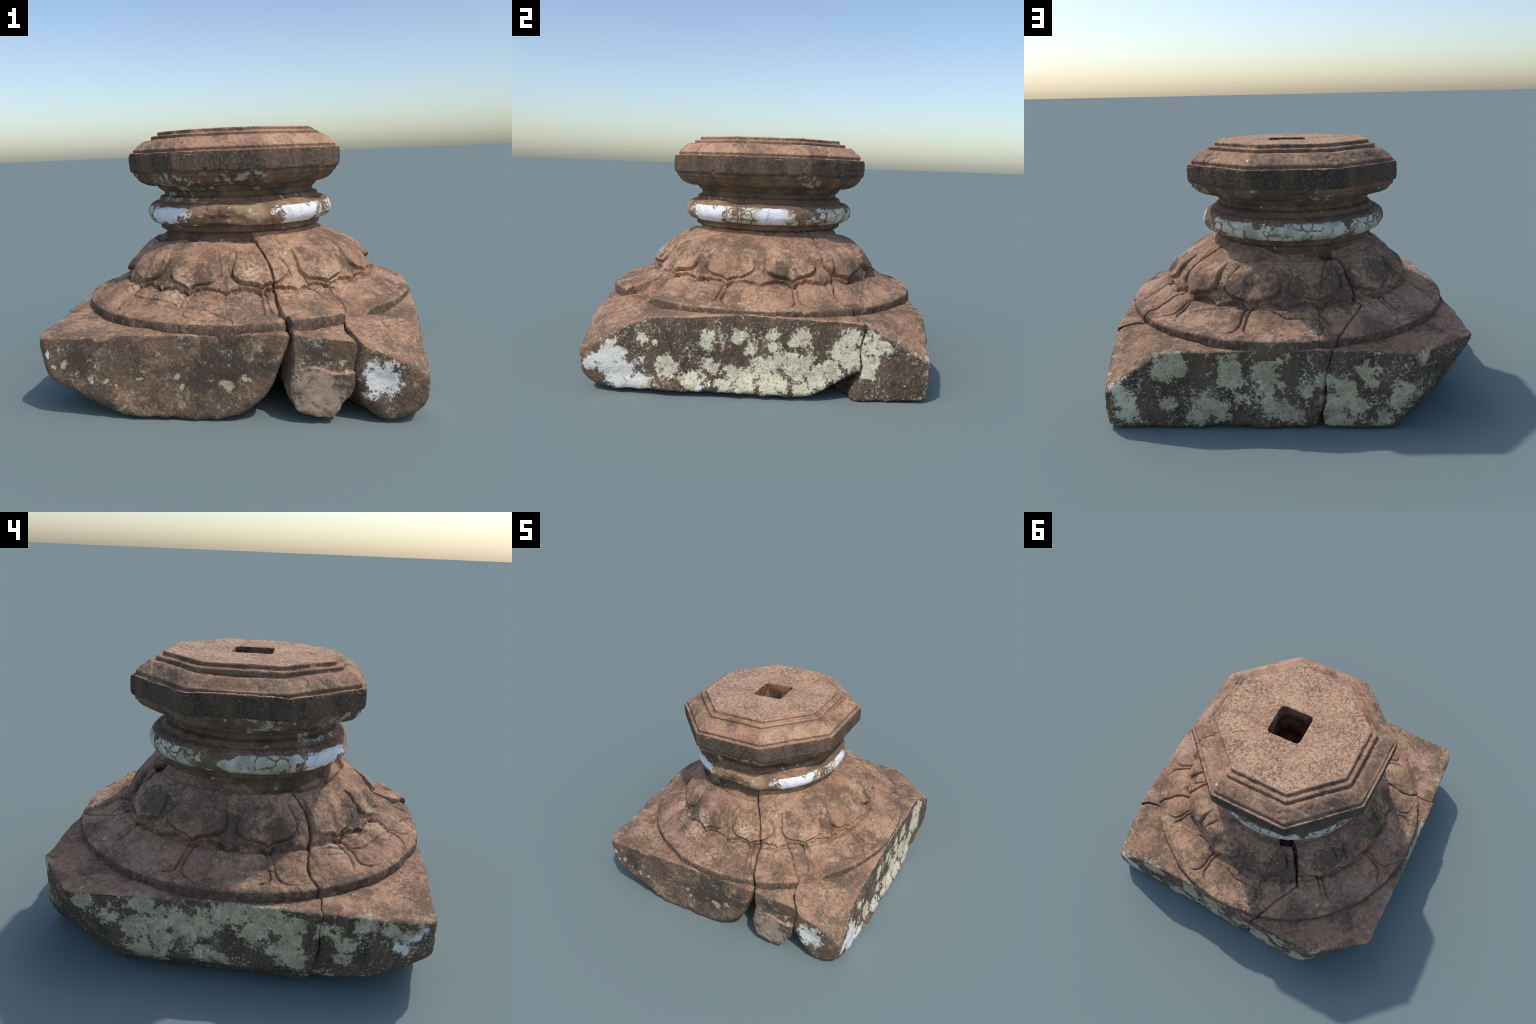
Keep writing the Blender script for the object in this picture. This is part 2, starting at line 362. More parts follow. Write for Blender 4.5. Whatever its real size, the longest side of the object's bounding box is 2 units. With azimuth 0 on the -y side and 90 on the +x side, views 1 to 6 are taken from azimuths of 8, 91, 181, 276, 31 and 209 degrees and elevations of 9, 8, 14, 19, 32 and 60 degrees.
# ================================================================== PLINTH
def plane(A, B, C, inside=None):
    A, B, C = map(np.array, (A, B, C))
    m = (A + B + C) / 3                                # the body lies towards this inner point
    if inside is None: inside = (m[0] * .55, m[1] * .55, .24)
    n = np.cross(B - A, C - A).astype(float); n /= np.linalg.norm(n); d = n @ A
    if n @ np.array(inside, float) > d: n, d = -n, -d
    return n, d

def top_height(x, y):
    r = np.hypot(x, y); a = np.degrees(np.arctan2(y, x))
    h = 0.441 - 0.004 * np.exp(-(wrap(a + 125, 360) / 45) ** 2) - 0.016 * sstep(.98, 1.25, r)
    h = h + 0.026 * np.exp(-((wrap(a + 52, 360)) / 9) ** 2) * sstep(1.12, .96, r)
    h = h + 0.020 * np.exp(-((wrap(a + 2, 360)) / 17) ** 2) * sstep(1.06, .96, r)
    return h

def common(P, lift=0.):
    x, y, z = P[..., 0], P[..., 1], P[..., 2]
    f = z - lift - top_height(x, y)
    f = smax(f, x - (.971 - .02 * np.maximum(z - .30, 0) + .024 * sstep(.15, .03, z) * sstep(-.80, -.45, y) + .012 * sstep(-.45, -.7, y) * sstep(.34, .27, z) * sstep(.10, .17, z)), .014)
    f = smax(f, -x - (.990 + .012 * (z - .2)), .014)
    f = smax(f, y - (.970 - .028 * x - .04 * np.maximum(z - .2, 0) - .10 * np.maximum(.13 - z, 0)), .014)
    f = smax(f, -y - (.980 - .04 * np.maximum(z - .10, 0)), .014)
    f = smax(f, .004 - z, .03)
    return f

def lin(P, pl, f, k=.03):
    n, d = pl
    return smax(f, P[..., 0] * n[0] + P[..., 1] * n[1] + P[..., 2] * n[2] - d, k)

# (lower crack, upper crack) per fragment, counter-clockwise; own cutting planes; blend radius
FRAG = [
    ("W", "S1", [
        (plane((-.945, -.97, .38), (-.882, -.97, .21), (-.958, -.83, .19)), .03),
        (plane((-.86, -.96, .175), (-.56, -.96, .035), (-.95, -.66, .085)), .05),
        (plane((-.99, -.5, .12), (-.99, -.2, .10), (-.84, -.3, 0)), .04),
        (plane((-.985, -.42, .42), (-.962, -.92, .42), (-.965, -.42, .1)), .03),
        (plane((-.985, -.88, .42), (-.92, -.965, .42), (-.935, -.945, .2)), .03),
        (plane((.03, -.97, 0), (.20, -.97, .085), (.12, -.70, 0)), .05),
        (plane((.19, -.97, .08), (.29, -.97, .23), (.16, -.70, .05)), .07),
        (plane((.28, -.97, .21), (.35, -.97, .42), (.24, -.70, .21)), .07)]),
    ("S1", "S2", [
        (plane((.37, -.985, .060), (.53, -.985, .022), (.45, -.60, .01)), .012),
        (plane((.285, -.985, .20), (.37, -.985, .06), (.28, -.70, .10)), .015),
        (plane((.53, -.975, .028), (.615, -.975, .14), (.48, -.70, .04)), .02),
        (plane((.343, -.945, .452), (.585, -.80, .452), (.605, -.962, .400)), .012),
        (plane((.347, -1.02, .278), (.60, -.998, .25), (.52, -.982, .03)), .012)]),
    ("S2", "E", [
        (plane((.94, -.70, .437), (.80, -.80, .437), (.78, -.985, .355)), .02),
        (plane((.985, -.67, .40), (.985, -.93, .27), (.76, -.985, .36)), .03),
        (plane((.70, -.99, .36), (.93, -.982, .25), (.80, -.955, .0)), .02),
        (plane((.605, -.9, .24), (.665, -.9, .075), (.50, -.6, .15), (.8, -.5, .25)), .05),
        (plane((.665, -.9, .075), (.765, -.9, .005), (.50, -.6, .03), (.8, -.5, .25)), .03),
        (plane((.97, -.95, .1), (.96, -.84, .035), (.88, -.92, .03)), .03),
        (plane((.985, -.5, .035), (.985, -.1, .03), (.90, -.3, .0)), .02),
        (plane((.97, .24, 0), (.97, .50, .145), (.70, .28, .0)), .03)]),
    ("E", "N", [
        (plane((.69, .94, .405), (.95, .94, .22), (.925, .64, .43)), .02),
        (plane((.972, .60, .32), (.962, .96, .26), (.955, .96, .03)), .02)]),
    ("N", "W", [
        (plane((-.70, .955, .41), (-.995, .725, .41), (-.62, .975, .05)), .012),
        (plane((-.995, .725, .40), (-.985, .45, .11), (-.645, .945, .115)), .02),
        (plane((-.985, .40, .125), (-.985, -.4, .11), (-.88, 0, 0)), .03),
        (plane((-.54, .98, .0), (-.63, .97, .05), (-.66, .84, .0)), .03)]),
]
# how crack planes swing with height below the bed of the bell: degrees at z = 0
SWING = {"S1": -1.5, "S2": -3.0, "E": -2.5, "N": -5.5, "W": -1.5}
HALF = {"S1": .004, "S2": .0035, "E": .004, "N": .006, "W": .003}

def crack_side(P, name):
    """signed distance from the crack surface, positive counter-clockwise of it"""
    x, y, z = P[..., 0], P[..., 1], P[..., 2]
    r = np.hypot(x, y)
    a = crack_angle(name, np.maximum(r, .9)) + SWING[name] * np.clip(1 - z / .42, 0, 1)
    a = a + 0.3 * np.sin(r * 23 + z * 13 + ord(name[-1])) + 0.3 * np.sin(z * 29 - r * 9 + 2 * ord(name[0]))
    ang = np.radians(a)
    return y * np.cos(ang) - x * np.sin(ang)

def gap(P, name):
    z = P[..., 2]; g = HALF[name]
    if name == "N": g = g + .010 * sstep(.40, .05, z)
    if name == "E": g = g + .006 * sstep(.30, .10, z)
    return g

BITES = [  # chipped hollows: centre, radii
    ((-.60, -.97, .455), (.065, .055, .05)), ((-.70, -.985, .45), (.10, .028, .03)),
    ((.43, .98, .44), (.06, .03, .02)), ((.99, .45, .43), (.03, .10, .025)),
    ((.76, -1.02, .20), (.10, .07, .12)),
    ((-1.0, .1, .44), (.02, .2, .03)), ((.25, -1.0, .33), (.12, .032, .03)),
]

def fragment_field(P, frag, rough=True):
    lo, hi, cuts = frag
    f = common(P, {'S1': .022, 'S2': .006}.get(lo, 0.))
    for pl, k in cuts: f = lin(P, pl, f, k)
    f = smax(f, gap(P, lo) - crack_side(P, lo), .012)
    f = smax(f, gap(P, hi) + crack_side(P, hi), .012)
    for c, r in BITES:
        q = (P - np.array(c)) / np.array(r)
        e = (np.sqrt((q ** 2).sum(-1)) - 1) * min(r)
        f = smax(f, -e, .015)
    if lo == 'S1':                            # the wedge's upper front is spalled back to a ledge
        ledge = .283 - .12 * (P[..., 0] - .347) + .012 * np.sin(P[..., 0] * 31)
        f = smax(f, np.minimum(-P[..., 1] - .972 + .10 * (P[..., 0] - .35), P[..., 2] - ledge), .006)
    if rough and lo == 'S1':
        f = f + .006 * fbm(P, .10, 3, 2.9) * sstep(.30, .24, P[..., 2])
    if rough:
        f = f + .0075 * fbm(P, .26, 2, 3.1) + .0024 * fbm(P, .06, 3, 8.4) + .0012 * fbm(P, .016, 2, 5.5)
        lowz = sstep(.16, .0, P[..., 2])
        f = f + lowz * .007 * fbm(P, .09, 2, 1.3)
    return f

def surface_net(field, lo, hi, h):
    lo, hi = np.array(lo), np.array(hi)
    n = np.ceil((hi - lo) / h).astype(int) + 1
    ax = [(lo[k] + h * np.arange(n[k])).astype(F) for k in range(3)]
    m = 4                                    # coarse pass first, fine only near the surface
    nc = -(-n // m)
    axc = [(lo[k] + h * (m * np.arange(nc[k]) + (m - 1) / 2)).astype(F) for k in range(3)]
    fc = field(np.stack(np.meshgrid(*axc, indexing='ij'), -1), False)
    fc = np.where(np.abs(fc) < 2.2 * m * h, 0, np.sign(fc)).astype(F)
    for k in range(3): fc = np.repeat(fc, m, k)
    f = np.ascontiguousarray(fc[:n[0], :n[1], :n[2]])
    I = np.argwhere(f == 0)
    pts = lo + h * I
    val = field(pts, False)
    near = np.abs(val) < .022
    val[near] = field(pts[near], True)
    f[tuple(I.T)] = np.where(val == 0, 1e-6, val)
    s = f < 0
    c = [s[i:n[0]-1+i, j:n[1]-1+j, k:n[2]-1+k] for i in (0, 1) for j in (0, 1) for k in (0, 1)]
    tot = sum(q.astype(np.int8) for q in c)
    cell = (tot > 0) & (tot < 8)
    idx = np.full(cell.shape, -1, np.int64); idx[cell] = np.arange(cell.sum())
    ci = np.argwhere(cell)
    acc = np.zeros((len(ci), 3)); cnt = np.zeros(len(ci))
    for a in range(3):
        for u in (0, 1):
            for v in (0, 1):
                o = np.zeros(3, int); b, d = [q for q in range(3) if q != a]
                o[b], o[d] = u, v
                p0 = ci + o; p1 = p0.copy(); p1[:, a] += 1
                f0, f1 = f[tuple(p0.T)], f[tuple(p1.T)]
                m = (f0 < 0) != (f1 < 0)
                t = np.where(m, f0 / np.where(m, f0 - f1, 1), 0)
                q = p0.astype(float); q[:, a] += t
                acc[m] += q[m]; cnt[m] += 1
    V = lo + h * acc / cnt[:, None]
    Q = []
    for a in range(3):
        b, d = [(1, 2), (2, 0), (0, 1)][a]
        sl0 = [slice(None)] * 3; sl1 = [slice(None)] * 3
        sl0[a] = slice(0, n[a] - 1); sl1[a] = slice(1, n[a])
        e = np.argwhere(s[tuple(sl0)] != s[tuple(sl1)])
        e = e[(e[:, b] > 0) & (e[:, d] > 0) & (e[:, b] < n[b] - 1) & (e[:, d] < n[d] - 1)]
        eb = np.zeros(3, int); eb[b] = 1; ed = np.zeros(3, int); ed[d] = 1
        q = np.stack([idx[tuple((e - eb - ed).T)], idx[tuple((e - ed).T)], idx[tuple(e.T)], idx[tuple((e - eb).T)]], 1)
        flip = ~s[tuple(e.T)]
        q[flip] = q[flip][:, ::-1]
        Q.append(q)
    Q = np.concatenate(Q)
    e = 5e-4                                 # pull vertices exactly onto the surface
    base = field(V, False)
    g = np.stack([field(V + e * np.eye(3)[k], False) - base for k in range(3)], 1) / e
    g /= np.maximum((g * g).sum(1), .3)[:, None]
    for _ in range(2):
        st = field(V, True)[:, None] * g
        ln = np.linalg.norm(st, axis=1)[:, None]
        V = V - st * np.minimum(1, .6 * h / np.maximum(ln, 1e-9))
    return V, Q

def build_plinth():
    first = None
    for i, fr in enumerate(FRAG):
        a0, a1 = CRACK[fr[0]][-1][0], CRACK[fr[1]][-1][0]
        if a1 < a0: a1 += 360
        t = np.radians(np.linspace(a0 - 8, a1 + 8, 40))
        px = np.concatenate([[0, .1, -.1], np.clip(1.6 * np.cos(t), -1.04, 1.04)])
        py = np.concatenate([[0, .1, -.1], np.clip(1.6 * np.sin(t), -1.04, 1.04)])
        V, Q = surface_net(lambda P, r: fragment_field(P, fr, r),
                           (px.min() - .02, py.min() - .02, -.03), (px.max() + .02, py.max() + .02, .50), PLINTH_STEP)
        V[:, 2] = np.maximum(V[:, 2], 0)
        ob = make_object("plinth" if first is None else "plinth_fragment", V, Q, MAT["plinth"], first)
        first = first or ob
    return first

PLINTH_STEP = .0068
build_plinth()

# ================================================================== LOTUS BELL
BELL = [(.43, .868), (.455, .862), (.475, .846), (.53, .822), (.585, .778), (.630, .728), (.668, .675), (.693, .630),
        (.706, .605), (.717, .590), (.729, .580), (.748, .572), (.78, .557), (.83, .531), (.88, .510), (.925, .496), (.950, .489),
        (.9585, .482), (.961, .468), (.960, .43), (.957, .385)]

def build_bell(nt=1500, step=.0036):
    prof, v = resample(BELL, step, 2)
    r0, z0 = prof[:, 0], prof[:, 1]
    vr = lambda r: np.interp(r, r0[:np.argmax(r0)], v[:np.argmax(r0)])
    tr, tz = np.gradient(r0, v), np.gradient(z0, v)
    L = np.hypot(tr, tz); nr, nz = -tz / L, tr / L
    for _ in range(6):
        nr[1:-1] = (nr[:-2] + 2 * nr[1:-1] + nr[2:]) / 4; nz[1:-1] = (nz[:-2] + 2 * nz[1:-1] + nz[2:]) / 4
    th = np.arange(nt) * 2 * np.pi / nt
    deg = wrap(np.degrees(th), 360)
    R, T = np.meshgrid(r0, th, indexing='ij')
    D = np.broadcast_to(deg, R.shape); VV = np.broadcast_to(v[:, None], R.shape)
    P0 = np.stack([R * np.cos(T), R * np.sin(T), np.broadcast_to(z0[:, None], R.shape)], -1)
    # irregular carving: warp angle and run
    wa = .9 * fbm(P0, .16, 2, 2.2); wv = .006 * fbm(P0, .10, 2, 6.6)
    A, Vw = D + wa, VV + wv
    dv, dt = v[1] - v[0], 2 * np.pi / nt
    def dist(g):                         # implicit function -> approximate distance
        gv = np.gradient(g, dv, axis=0)
        gt = (np.roll(g, -1, 1) - np.roll(g, 1, 1)) / (2 * dt * R)
        return g / np.maximum(np.hypot(gv, gt), .35)
    vt = vr(.729)
    # sepals: bat-wing edge with points every 15 degrees
    w = np.abs(wrap(A + 1, 15)) / 7.5
    gs = vt - .034 * (1 - (1 - w) ** 2.8) + .008 * np.clip(1 - np.abs(w - .62) / .20, 0, 1) - .009 * np.abs(fbm(P0, .030, 3, 71.)) - Vw
    ds = dist(gs)
    # lobed petals, centred at 14 + 30k degrees: U-shaped with a cusp
    hw = 10.6 + 2.5 * sstep(vr(.60), vr(.685), Vw) + .8 * fbm(P0, .3, 1, 3.)
    ph = wrap(A - 14, 30); u = np.abs(ph) / hw
    vc, vb = vr(.590), vr(.697)
    gp = np.minimum(vb - .10 * (1 - np.sqrt(np.clip(1 - u ** 3.0, 0, 1))) - Vw, (1 - u) * hw * np.radians(1) * R)
    cusp = np.exp(-(np.abs(ph) / 1.5) ** 1.2) * .026
    gp = gp + np.where(u < 1, cusp, 0)
    dp = dist(gp)
    worn = np.clip(.85 + .9 * fbm(P0, .20, 2, 12.2), .3, 1.2)
    north = np.exp(-(wrap(D - 96, 360) / 17) ** 2)          # badly eroded stretch
    worn = worn * (1 - .6 * north)
    top_fade = sstep(vr(.565), vr(.635), VV)
    h = np.zeros_like(R)
    sep = sstep(-.003, .003, ds)
    h += sep * .030 * sstep(vr(.54), vr(.68), VV) * np.clip(worn, .75, 1.1) * .87
    h -= .010 * np.exp(-((ds + .007) / .0075) ** 2) * (VV > vr(.62)) * np.clip(worn, .4, 1)
    pet = sstep(-.0028, .0028, dp) * top_fade
    pillow = np.sqrt(np.clip(1 - np.clip(u, 0, 1) ** 2, 0, 1)) * .013 * sstep(vr(.56), vr(.655), VV)
    h += pet * worn * (.012 + pillow * np.where(ds > -.004, 1, 0)) * sep
    h -= .013 * np.exp(-((dp + .005) / .0055) ** 2) * top_fade * worn * sep
    h -= .009 * np.exp(-(ph / 2.2) ** 2) * sstep(vr(.585), vr(.62), VV) * sstep(vr(.715), vr(.68), VV) * np.clip(fbm(P0, .25, 1, 23.) + .5, 0, 1)
    # broad petals of the skirt, parted by double grooves at 14 + 30k degrees
    skirt = 1 - sep
    flare = np.clip((Vw - vr(.845)) / (vr(.945) - vr(.845)), 0, 1.3)
    off = 1.0 + 7.5 * flare ** 2.2
    gd = np.abs(np.abs(ph) - off) * np.radians(1) * R
    slope = 1 / np.sqrt(1 + (7.5 * 2.2 * flare ** 1.2 * np.radians(1) * R / .12) ** 2)
    wear2 = np.clip(.9 + .9 * fbm(P0, .17, 2, 31.0), .4, 1.15)
    fade = sstep(1.05, .55, flare) * skirt * wear2
    h -= .016 * np.exp(-(gd * slope / .0055) ** 2) * fade
    inside = sstep(off, off + 4.5, np.abs(ph)) * (1 - flare.clip(0, 1))
    h += .011 * inside * skirt * wear2
    h -= .004 * np.exp(-(wrap(A + 1, 30) / .6) ** 2) * skirt * sstep(vr(.90), vr(.82), VV) * wear2   # midrib
    q = np.abs(wrap(A + 1, 30))                          # rolled rim with a cusp below every petal
    rim = sstep(-.008, .008, Vw - (vr(.918) - .028 * np.exp(-q / 1.8) + .010 * np.exp(-((q - 15) / 3) ** 2)))
    h += (rim * .009 - .004 * sstep(.25, .8, 1 - np.abs(2 * (R - .84) / .2))) * skirt * np.clip(wear2, .4, 1)
    # lip: crisp arris broken here and there
    lip = sstep(vr(.93), vr(.957), VV)
    h -= lip * .012 * np.clip(fbm(P0, .09, 3, 17.0) - .25, 0, 1)
    h -= .016 * sstep(vr(.58), vr(.68), VV) * sstep(vr(.748), vr(.722), VV)
    # general weathering
    h += .006 * fbm(P0, .17, 3, 21.0) + .0022 * fbm(P0, .035, 3, 14.0)
    # cracks
    X, Y = P0[..., 0] + .004 * fbm(P0, .05, 2, 40.), P0[..., 1] + .004 * fbm(P0, .05, 2, 44.)
    for nm, (half, depth) in {"S1": (.0045, .028), "S2": (.004, .014), "E": (.006, .026), "N": (.0045, .014), "W": (.0045, .02)}.items():
        d = polyline_dist(X, Y, plan(CRACK[nm]))
        if nm == "N":
            half = half + .009 * sstep(.77, .58, R); depth = depth + .05 * sstep(.79, .72, R)
        if nm == "W":
            bulge = np.exp(-((R - .66) / .05) ** 2); half = half + .007 * bulge; depth = depth + .03 * bulge
        if nm == "S1": half = half + .004 * sstep(.78, .95, R)
        h -= depth * sstep(half * 1.25, half * .45, d) + .004 * np.exp(-(d / .014) ** 2)
    for pl, half, depth in MINOR.values():
        d = polyline_dist(X, Y, plan(pl))
        h -= depth * sstep(half * 1.4, half * .3, d)
    # fragments that slipped
    ang = {k: crack_angle(k, R) for k in CRACK}
    inw = (D > ang["S1"]) & (D < ang["S2"]) & (R > .70)
    ine = (D >= ang["S2"]) & (D < ang["E"])
    dr = np.zeros_like(R); dz = np.zeros_like(R)
    dr += inw * .036 * sstep(.70, .95, R); dz += inw * .018 * sstep(.74, .95, R)
    dr += .016 * sstep(.52, .62, R) * sstep(.80, .72, R) * sstep(92, 60, np.abs(wrap(D - 20, 360)))
    dr += .012 * sstep(.60, .68, R) * sstep(.93, .85, R) * sstep(75, 45, np.abs(wrap(D + 165, 360)))
    dr -= .012 * sstep(.52, .60, R) * sstep(.74, .70, R) * sstep(38, 20, np.abs(wrap(D - 98, 360)))
    dz -= .012 * sstep(.62, .52, R) * sstep(50, 20, np.abs(wrap(D - 95, 360)))
    # rim broken away beside the wedge
    dz -= .042 * sstep(-40, -46, D + 1.5 * fbm(P0, .06, 2, 81.)) * ine * sstep(.83, .94, R)
    # below the shoulder on the western side the bell is broken away around the drum
    west = ((D < ang["S1"]).astype(float)) * sstep(-178, -160, D)
    for _ in range(3): west = (np.roll(west, 1, 1) + 2 * west + np.roll(west, -1, 1)) / 4
    cut = .525 + .02 * fbm(P0, .10, 2, 51.)
    dz -= west * .040 * sstep(cut + .012, cut - .03, R)
    dz -= .026 * sstep(.575, .50, R) * sstep(95, 115, np.abs(wrap(D + 34, 360)))
    # the hole on the northern side
    hole = ((D > crack_angle("N", R) - 9) & (D < crack_angle("N", R)) & (R < .545)).astype(float)
    for _ in range(2): hole = (np.roll(hole, 1, 1) + 2 * hole + np.roll(hole, -1, 1)) / 4
    dz -= hole * .08 * sstep(.55, .535, R)
    # the bed of the bell wanders off centre towards the neck
    c = sstep(.68, .46, R)
    Rn = R + h * nr[:, None] + dr; Zn = P0[..., 2] + h * nz[:, None] + dz
    V = np.stack([Rn * np.cos(T) - .05 * c, Rn * np.sin(T) + .012 * c, Zn], -1).reshape(-1, 3)
    nrg = len(r0)
    Q = ring_quads(nrg, nt)
    lab = np.zeros(R.shape, int)                       # 0 shoulder
    lab[(ds <= 0) & (VV < vr(.925))] = 1               # broad petals
    lab[(ds > 0) & (VV > vr(.60))] = 2                 # sepals
    lab[(dp > 0) & (ds > 0) & (VV > vr(.60))] = 3      # lobed petals
    lab[(VV >= vr(.925))] = 4                          # rim
    k1 = np.floor((D - 14) / 30).astype(int) % 12
    k3 = np.round((D - 14) / 30).astype(int) % 12
    key = lab * 100 + np.where((lab == 1) | (lab == 2), k1, np.where(lab == 3, k3, 0))
    fk = key[:-1].ravel()
    Q = Q.reshape(-1, 4)
    N = vertex_normals(V, Q)
    shoulder = make_object("lotus_bell", V, Q[fk == 0], MAT["bell"], None, N)
    for kk in np.unique(fk):
        if kk == 0: continue
        nm = {1: "broad_petal", 2: "pointed_sepal", 3: "lobed_petal", 4: "bell_rim"}[kk // 100]
        make_object(nm, V, Q[fk == kk], MAT["rim" if kk // 100 == 4 else "bell"], shoulder, N)

build_bell()

# ================================================================== NECK, RING AND OCTAGONAL SLAB
CX, CY = -.048, .012
# radius to the flats, height, octagon-ness, part
TORUS = [(.498 + .059 * math.sin(math.radians(t)), .967 + .0625 * math.cos(math.radians(t)), 0, "ring") for t in range(0, 181, 12)]
SLAB = [
    (.4450, 1.4340, 1, "top"), (.4500, 1.4300, 1, "m"), (.4490, 1.4160, 1, "m"), (.4510, 1.4100, 1, "m"), (.4560, 1.4120, 1, "m"),
    (.4780, 1.4120, 1, "m"), (.4850, 1.4080, 1, "m"), (.4845, 1.3910, 1, "m"), (.4870, 1.3850, 1, "m"), (.4930, 1.3880, 1, "m"),
    (.5070, 1.3910, 1, "m"), (.5230, 1.3870, 1, "m"), (.5400, 1.3750, 1, "m"), (.5560, 1.3610, 1, "m"), (.5700, 1.3480, 1, "m"), (.5790, 1.3390, 1, "m"),
    (.5830, 1.3310, 1, "m"), (.5800, 1.3190, 1, "m"), (.5820, 1.3110, 1, "m"), (.5880, 1.3140, 1, "m"), (.6040, 1.3140, 1, "m"),
    (.6080, 1.3060, 1, "band"), (.6085, 1.2600, 1, "band"), (.6075, 1.2160, 1, "band"), (.6040, 1.2080, 1, "band"),
    (.5930, 1.2030, 1, "u"), (.5880, 1.1960, 1, "u"), (.5860, 1.1840, 1, "u"), (.5760, 1.1770, 1, "u"),
    (.5670, 1.1620, 1, "u"), (.5490, 1.1450, .95, "u"), (.5260, 1.1330, .85, "u"), (.5030, 1.1260, .7, "u"),
    (.4790, 1.1260, .45, "u"), (.4750, 1.1120, .3, "u"), (.4620, 1.0960, .15, "u"), (.4520, 1.0900, .05, "neck"),
    (.4500, 1.0670, 0, "neck"), (.4680, 1.0610, 0, "neck"), (.4780, 1.0560, 0, "neck"), (.4850, 1.0340, 0, "neck"),
] + TORUS + [
    (.4870, .9000, 0, "low"), (.4830, .8740, 0, "low"), (.4740, .8670, 0, "low"), (.4520, .8600, 0, "low"),
    (.4500, .8420, 0, "low"), (.4600, .8300, 0, "low"), (.4680, .8000, 0, "low"), (.4700, .7200, 0, "low")]

SCROLLS = [   # double scroll scratched into the top face
    [(.291, .210), (.285, .232), (.267, .238), (.253, .223), (.241, .208), (.220, .197), (.197, .201), (.177, .219)],
    [(.251, .277), (.245, .297), (.225, .299), (.212, .280), (.200, .266), (.174, .264), (.159, .280), (.168, .300), (.188, .299)]]

def octagon(t):
    """support of a slightly rounded octagon with flats at 0, 45, 90 ... degrees, flat distance 1"""
    c = [np.cos(t - k * np.pi / 4) for k in range(8)]
    m = sum(np.exp(260 * (q - 1)) for q in c)
    return 1 / (1 + np.log(m) / 260) 

